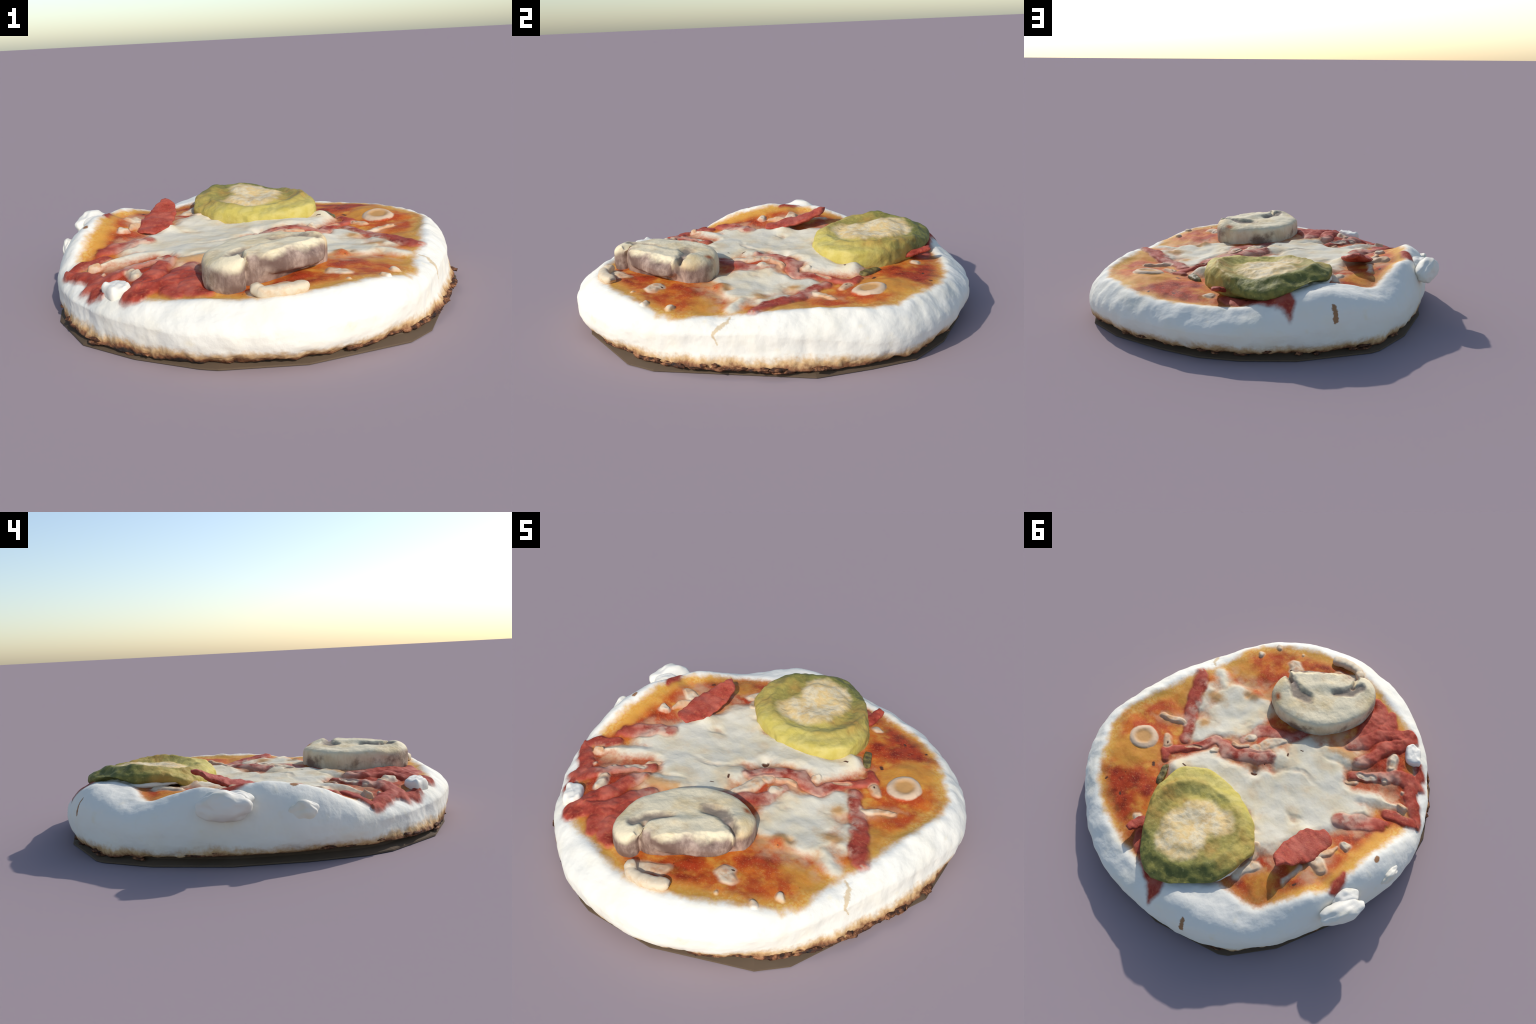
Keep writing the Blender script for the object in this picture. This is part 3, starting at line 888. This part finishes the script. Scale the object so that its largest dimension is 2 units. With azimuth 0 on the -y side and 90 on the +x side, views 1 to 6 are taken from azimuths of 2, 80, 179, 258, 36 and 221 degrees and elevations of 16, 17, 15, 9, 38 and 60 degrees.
# ---- small pieces
def chunk(name, x, y, rx, ry, rot, h, mat, lift=0.0, sink=.02, rough=.10, boxy=2.8, seed=0, n=56, rings=12, tilt=(0, 0)):
    t = np.linspace(0, TAU, 10, endpoint=False)
    ca, sa = np.cos(t), np.sin(t)
    e = 2 / boxy
    ox, oy = np.sign(ca) * abs(ca) ** e * rx, np.sign(sa) * abs(sa) ** e * ry
    g = np.random.default_rng(100 + seed)
    k = 1 + rough * np.clip(g.normal(size=10), -1.4, 1.4)
    cr, sr = math.cos(rot), math.sin(rot)
    o = np.c_[x + (ox * cr - oy * sr) * k, y + (ox * sr + oy * cr) * k]
    z0 = float(top_z(x, y)) + lift
    bump = lambda X, Y: .25 * h * fbm(xyz(X * 25, Y * 25, seed * 1.7), 2)
    top = lambda X, Y: np.maximum(.35 * top_z(X, Y) + .65 * z0, 0) + h + bump(X, Y) + tilt[0] * (X - x) + tilt[1] * (Y - y)
    bot = lambda X, Y: np.minimum(top_z(X, Y), z0) - sink
    v, f = slab(o, top, bot, n, rings, 2.2, 2.0)
    v = roughen(v, .004, 30, seed)
    return new_object(name, v, f, mat, pizza)


CH = "cheese_chunk"
chunk("white_cheese_chunk", -.548, -.632, .066, .046, 2.3, .040, M_WHITE, seed=40, boxy=3.0, rough=.06)
chunk("dark_pickle_piece", .365, .425, .022, .065, .5, .016, dark_pickle_material(), seed=43, rough=.06)


def ribbon(name, pts, mat, thick=.012, n=70, m=22, wave=.006, seed=0, absolute=False):
    """flat strip along a spine; pts are x, y, half width, lift above the surface (or absolute z)"""
    P = open_curve(pts, n)
    if not absolute:
        P[:, 3] += top_z(P[:, 0], P[:, 1])
    C = P[:, [0, 1, 3]].copy()
    T = np.gradient(C, axis=0)
    T /= np.linalg.norm(T, axis=1)[:, None]
    S = np.cross(T, [0, 0, 1.0])
    S /= np.linalg.norm(S, axis=1)[:, None]
    N = np.cross(S, T)
    u = np.linspace(0, 1, n)
    cap = np.clip(1 - np.abs(2 * u - 1) ** 9, .0, 1) ** .5
    a = np.linspace(0, TAU, m, endpoint=False)
    ca, sa = np.sign(np.cos(a)) * abs(np.cos(a)) ** .7, np.sign(np.sin(a)) * abs(np.sin(a)) ** .8
    w = P[:, 2] * (.35 + .65 * cap) * 1.15
    rag = 1 + .45 * np.stack([fbm(np.c_[u * 4, u * 0 + seed, u * 0 + side], 3) for side in (0, 7)], 1)
    w = w[:, None] * np.where(np.cos(a)[None, :] > 0, rag[:, :1], rag[:, 1:])
    hh = thick * cap
    V = C[:, None] + S[:, None] * (w * ca)[..., None] + N[:, None] * (hh[:, None] * sa)[..., None]
    v = V.reshape(-1, 3)
    v = v + np.c_[0 * v[:, 0], 0 * v[:, 0], wave * fbm(v * 16 + seed, 3)]
    v = roughen(v, wave * .7, 24, seed + 5)
    f = [tuple(q[::-1]) for q in grid_faces(n, m)]
    f += [tuple(range(m)), tuple(range((n - 1) * m, n * m))[::-1]]
    return new_object(name, v, f, mat, pizza)


# ham standing up out of the cheese, and a curl at the far side
ribbon("ham_strip", [(-.54, .08, .05, .262), (-.51, .18, .068, .280), (-.488, .29, .066, .304), (-.475, .37, .042, .338), (-.488, .428, .008, .364)], M_HAM, wave=.010, thick=.013, seed=50, absolute=True)
ribbon("ham_strip", [(.20, .66, .03, .245), (.222, .72, .026, .268), (.232, .785, .02, .288)], M_HAM, thick=.012, seed=55, absolute=True)

# ---- white cheese melted over the rim
def blob(name, x, y, z, rx, ry, rz, yaw, pitch, mat, seed, amount=.02, nu=64, nv=40):
    uu, vv = np.linspace(0, TAU, nu, endpoint=False), np.linspace(.02, math.pi - .02, nv)
    U, V = np.meshgrid(uu, vv)
    p = np.stack([np.cos(U) * np.sin(V), np.sin(U) * np.sin(V), np.cos(V)], -1).reshape(-1, 3)
    p = p * (1 + .26 * fbm(p * 1.2 + seed, 2)[:, None])
    p = p * [rx, ry, rz]
    cp, sp, cy, sy = math.cos(pitch), math.sin(pitch), math.cos(yaw), math.sin(yaw)
    p = np.c_[p[:, 0] * cp + p[:, 2] * sp, p[:, 1], -p[:, 0] * sp + p[:, 2] * cp]
    p = np.c_[p[:, 0] * cy - p[:, 1] * sy, p[:, 0] * sy + p[:, 1] * cy, p[:, 2]]
    p = p + [x, y, z]
    p = roughen(p, amount * .25, 14, seed, 2)
    f = [tuple(q) for q in grid_faces(nv, nu)]
    f += [tuple(range(nu))[::-1], tuple(range((nv - 1) * nu, nv * nu))]
    return new_object(name, p, f, mat, pizza)


blob("white_cheese_blob", -.862, .350, .260, .058, .118, .068, math.radians(158), .45, M_WHITE, 3)
blob("white_cheese_blob", -.832, .285, .268, .050, .07, .05, math.radians(160), .4, M_WHITE, 5)
blob("white_cheese_blob", -.893, .02, .200, .036, .072, .070, math.radians(178), .3, M_WHITE, 8)

# ---- pickle slice
PK = [(.20, .275), (.09, .245), (-.03, .25), (-.16, .285), (-.27, .355), (-.33, .43), (-.335, .52), (-.315, .67), (-.195, .815), (-.09, .862), (.015, .864),
      (.125, .79), (.20, .69), (.275, .573), (.305, .48), (.28, .36)]
PKC = np.array([-.01, .555])


def spline_sheet(points, stiff=.002):
    p = np.array(points, float)
    n = len(p)
    A = np.zeros((n + 3, n + 3))
    A[:n, :n] = _tps(((p[:, None, :2] - p[None, :, :2]) ** 2).sum(-1)) + stiff * np.eye(n)
    A[:n, n:] = np.c_[np.ones(n), p[:, :2]]
    A[n:, :n] = A[:n, n:].T
    w = np.linalg.solve(A, np.r_[p[:, 2], 0, 0, 0])

    def z(x, y):
        out = w[n] + w[n + 1] * x + w[n + 2] * y
        for k in range(n):
            out = out + w[k] * _tps((x - p[k, 0]) ** 2 + (y - p[k, 1]) ** 2)
        return out
    return z


_pk = spline_sheet([(-.128, .666, .368), (-.11, .76, .362), (.146, .75, .328), (.28, .56, .335), (.2, .6, .342), (.155, .35, .332), (.017, .31, .318), (-.324, .495, .344),
                    (-.3, .4, .318), (-.2, .33, .325), (0, .56, .330), (-.05, .84, .335), (-.25, .7, .352), (.1, .81, .312), (.25, .42, .33), (-.2, .79, .335), (.1, .45, .33)])


def pickle_top(x, y):
    dx, dy = x - PKC[0], y - PKC[1]
    r = np.hypot(dx, dy) / .29
    z = _pk(x, y) + (.014 + .012 * perlin(xyz(x * 7, y * 7, 3))) * np.exp(-((r - .85) / .09) ** 2) - .010 * np.exp(-((r - .60) / .09) ** 2) - .004
    return z + .009 * perlin(xyz(x * 10, y * 10, 2)) + .004 * fbm(xyz(x * 30, y * 30, 1), 2)


def pickle_bottom(x, y):
    return .19 + .09 * smoothstep(.0, -.25, x) * smoothstep(.35, .5, y) + .05 * smoothstep(.65, .8, y)




def core_field(x, y):
    return stroke_field(x, y, CORE) + .022 * fbm(xyz(x * 12, y * 12, 5), 3)


def split_by_face(name, v, f, inside, mats, names, parent):
    """cut one smooth body into named parts with coincident borders and shared normals"""
    f4 = np.array([q if len(q) == 4 else (*q, q[2]) for q in f])
    nrm = vertex_normals(v, f4)
    keep = inside(v[f4].mean(1))
    first = None
    for part, pick, mat in zip(names, (~keep, keep), mats):
        sel = [f[k] for k in np.nonzero(pick)[0]]
        used = np.unique(np.concatenate([np.array(q) for q in sel]))
        back = np.full(len(v), -1)
        back[used] = np.arange(len(used))
        ob = new_object(part, v[used], [tuple(back[list(q)]) for q in sel], mat, first or parent, nrm[used])
        first = first or ob
    return first


v, f = slab([(PKC[0] + (x - PKC[0]) * 1.02, PKC[1] + (y - PKC[1]) * 1.02) for x, y in PK], lambda x, y: pickle_top(x, y) + (.006 + .005 * fbm(xyz(x * 14, y * 14, 7), 2)) * smoothstep(.03, -.03, core_field(x, y)),
            pickle_bottom, 300, 60, 4.0, 2.6, centre=PKC)
ang = np.arctan2(v[:, 1] - PKC[1], v[:, 0] - PKC[0])
rr = np.hypot(v[:, 0] - PKC[0], v[:, 1] - PKC[1])
rim_w = smoothstep(.18, .26, rr)[:, None]
v = v + rim_w * np.c_[np.cos(ang), np.sin(ang), .5 + 0 * ang] * (.022 * perlin(v * 7) + .008 * perlin(v * 22))[:, None]
v = roughen(v, .0035, 26, 2)
M_PICKLE = pickle_material()
split_by_face("pickle_slice", v, f, lambda c: (core_field(c[:, 0], c[:, 1]) < 0) & (c[:, 2] > .30), (M_PICKLE, M_PICKLE), ("pickle_slice", "pickle_core"), pizza)
# cheese hanging under the lifted side of the slice
UND = [(-.33, .50), (-.325, .64), (-.19, .79), (-.03, .83), (0, .72), (-.12, .6), (-.2, .45), (-.29, .40)]
v, f = slab(UND, lambda x, y: .302 + 0 * x, lambda x, y: .25 + .02 * smoothstep(.8, .5, y), 120, 16, 2, 2)
new_object("white_cheese_blob", roughen(v, .012, 20, 1), f, M_WHITE, pizza)

# ---- mushroom slice
OUT = [mush(*p) for p in [(-.302, -.03), (-.287, .04), (-.22, .13), (-.12, .185), (0, .215), (.09, .205), (.18, .165), (.258, .095), (.296, .0), (.288, -.06), (.245, -.118), (.208, -.128),
                          (.18, -.165), (.10, -.188), (0, -.172), (-.10, -.15), (-.165, -.112), (-.19, -.088), (-.205, -.112), (-.242, -.124), (-.285, -.09)]]
SEAMS = [mush_stroke(-.19, -.10, -.165, -.04, .010), mush_stroke(.205, -.14, .19, -.08, .010)]


def mush_ab(x, y):
    dx, dy = x - MUSH_O[0], y - MUSH_O[1]
    return dx * MUSH_X[0] + dy * MUSH_X[1], dx * MUSH_Y[0] + dy * MUSH_Y[1]


def mush_top(x, y):
    a, b = mush_ab(x, y)
    z = .358 - .085 * b - .08 * np.maximum(np.abs(a) - .2, 0) * 2
    tear = .006 * fbm(xyz(x * 22, y * 22, 12), 3)
    z = z - .014 * smoothstep(.016, -.016, stroke_field(x, y, GILLS) + tear) - .022 * smoothstep(.008, -.008, stroke_field(x, y, SEAMS, .005) + tear)
    z = z + .010 * np.exp(-((a + .02) ** 2 / .12 ** 2 + (b + .045) ** 2 / .03 ** 2)) + .012 * np.exp(-((a - .23) ** 2 + (b + .06) ** 2) / .05 ** 2)
    z = z + .010 * np.exp(-((a + .24) ** 2 + (b + .05) ** 2) / .05 ** 2)
    stem = smoothstep(.19, .16, np.abs(a - .005))
    z = z - stem * .8 * np.maximum(-b - .125 + tear * 3, 0)
    return z + .007 * perlin(xyz(x * 8, y * 8, 4)) + .002 * fbm(xyz(x * 26, y * 26, 8), 2)


def mush_bottom(x, y):
    a, b = mush_ab(x, y)
    return .19 + .075 * smoothstep(-.11, -.14, b) * smoothstep(.225, .19, np.abs(a))


v, f = slab(OUT, mush_top, mush_bottom, 300, 60, 4.5, 2.6, centre=mush(0, .03))
v = roughen(v, .0035, 16, 6)


def stem_side(c):
    a, b = mush_ab(c[:, 0], c[:, 1])
    return (np.abs(a - .005) < .18) & (b < -.02 - .03 * np.cos(a * 9))


split_by_face("mushroom_slice", v, f, stem_side, (mushroom_material(), mushroom_material(True)), ("mushroom_slice", "mushroom_stem"), pizza)

# curled slab of cheese in front of the mushroom
ribbon(CH, [(.20, -.80, .022, .014), (.13, -.838, .026, .018), (.04, -.845, .022, .016), (-.01, -.80, .018, .012)], M_CHUNK, thick=.022, seed=70)

# ---- charred crumbs stuck to the foot of the crust
cv_, cf_ = [], []
for i in range(70):
    a = RNG.uniform(-math.pi, math.pi)
    if RNG.random() < .55:
        a = math.radians(RNG.uniform(-70, 5))
    r = float(R_BOT(a)) + RNG.uniform(-.014, .004)
    z = float(Z_BOT(a)) + RNG.uniform(-.008, .014)
    sx, sy, sz = RNG.uniform(.015, .05), RNG.uniform(.008, .02), RNG.uniform(.004, .010)
    uu, vv = np.linspace(0, TAU, 12, endpoint=False), np.linspace(.1, math.pi - .1, 8)
    U, V = np.meshgrid(uu, vv)
    p = np.stack([np.cos(U) * np.sin(V), np.sin(U) * np.sin(V), np.cos(V)], -1).reshape(-1, 3)
    p = p * (1 + .9 * fbm(p * 1.5 + i * 3.3, 2)[:, None]) * [sy, sx, sz]
    p = np.c_[p[:, 0] * math.cos(a) - p[:, 1] * math.sin(a), p[:, 0] * math.sin(a) + p[:, 1] * math.cos(a), p[:, 2]]
    p = p + [r * math.cos(a), r * math.sin(a), z]
    p[:, 2] = np.maximum(p[:, 2], .003)
    b0 = sum(len(q) for q in cv_)
    cv_.append(p)
    cf_ += [tuple(q) for q in grid_faces(8, 12, base=b0)] + [tuple(range(b0, b0 + 12))[::-1], tuple(range(b0 + 84, b0 + 96))]
crumbs = new_object("charred_crumbs", np.vstack(cv_), cf_, M_CHAR, pizza)
crumbs["kind"] = "stuff"
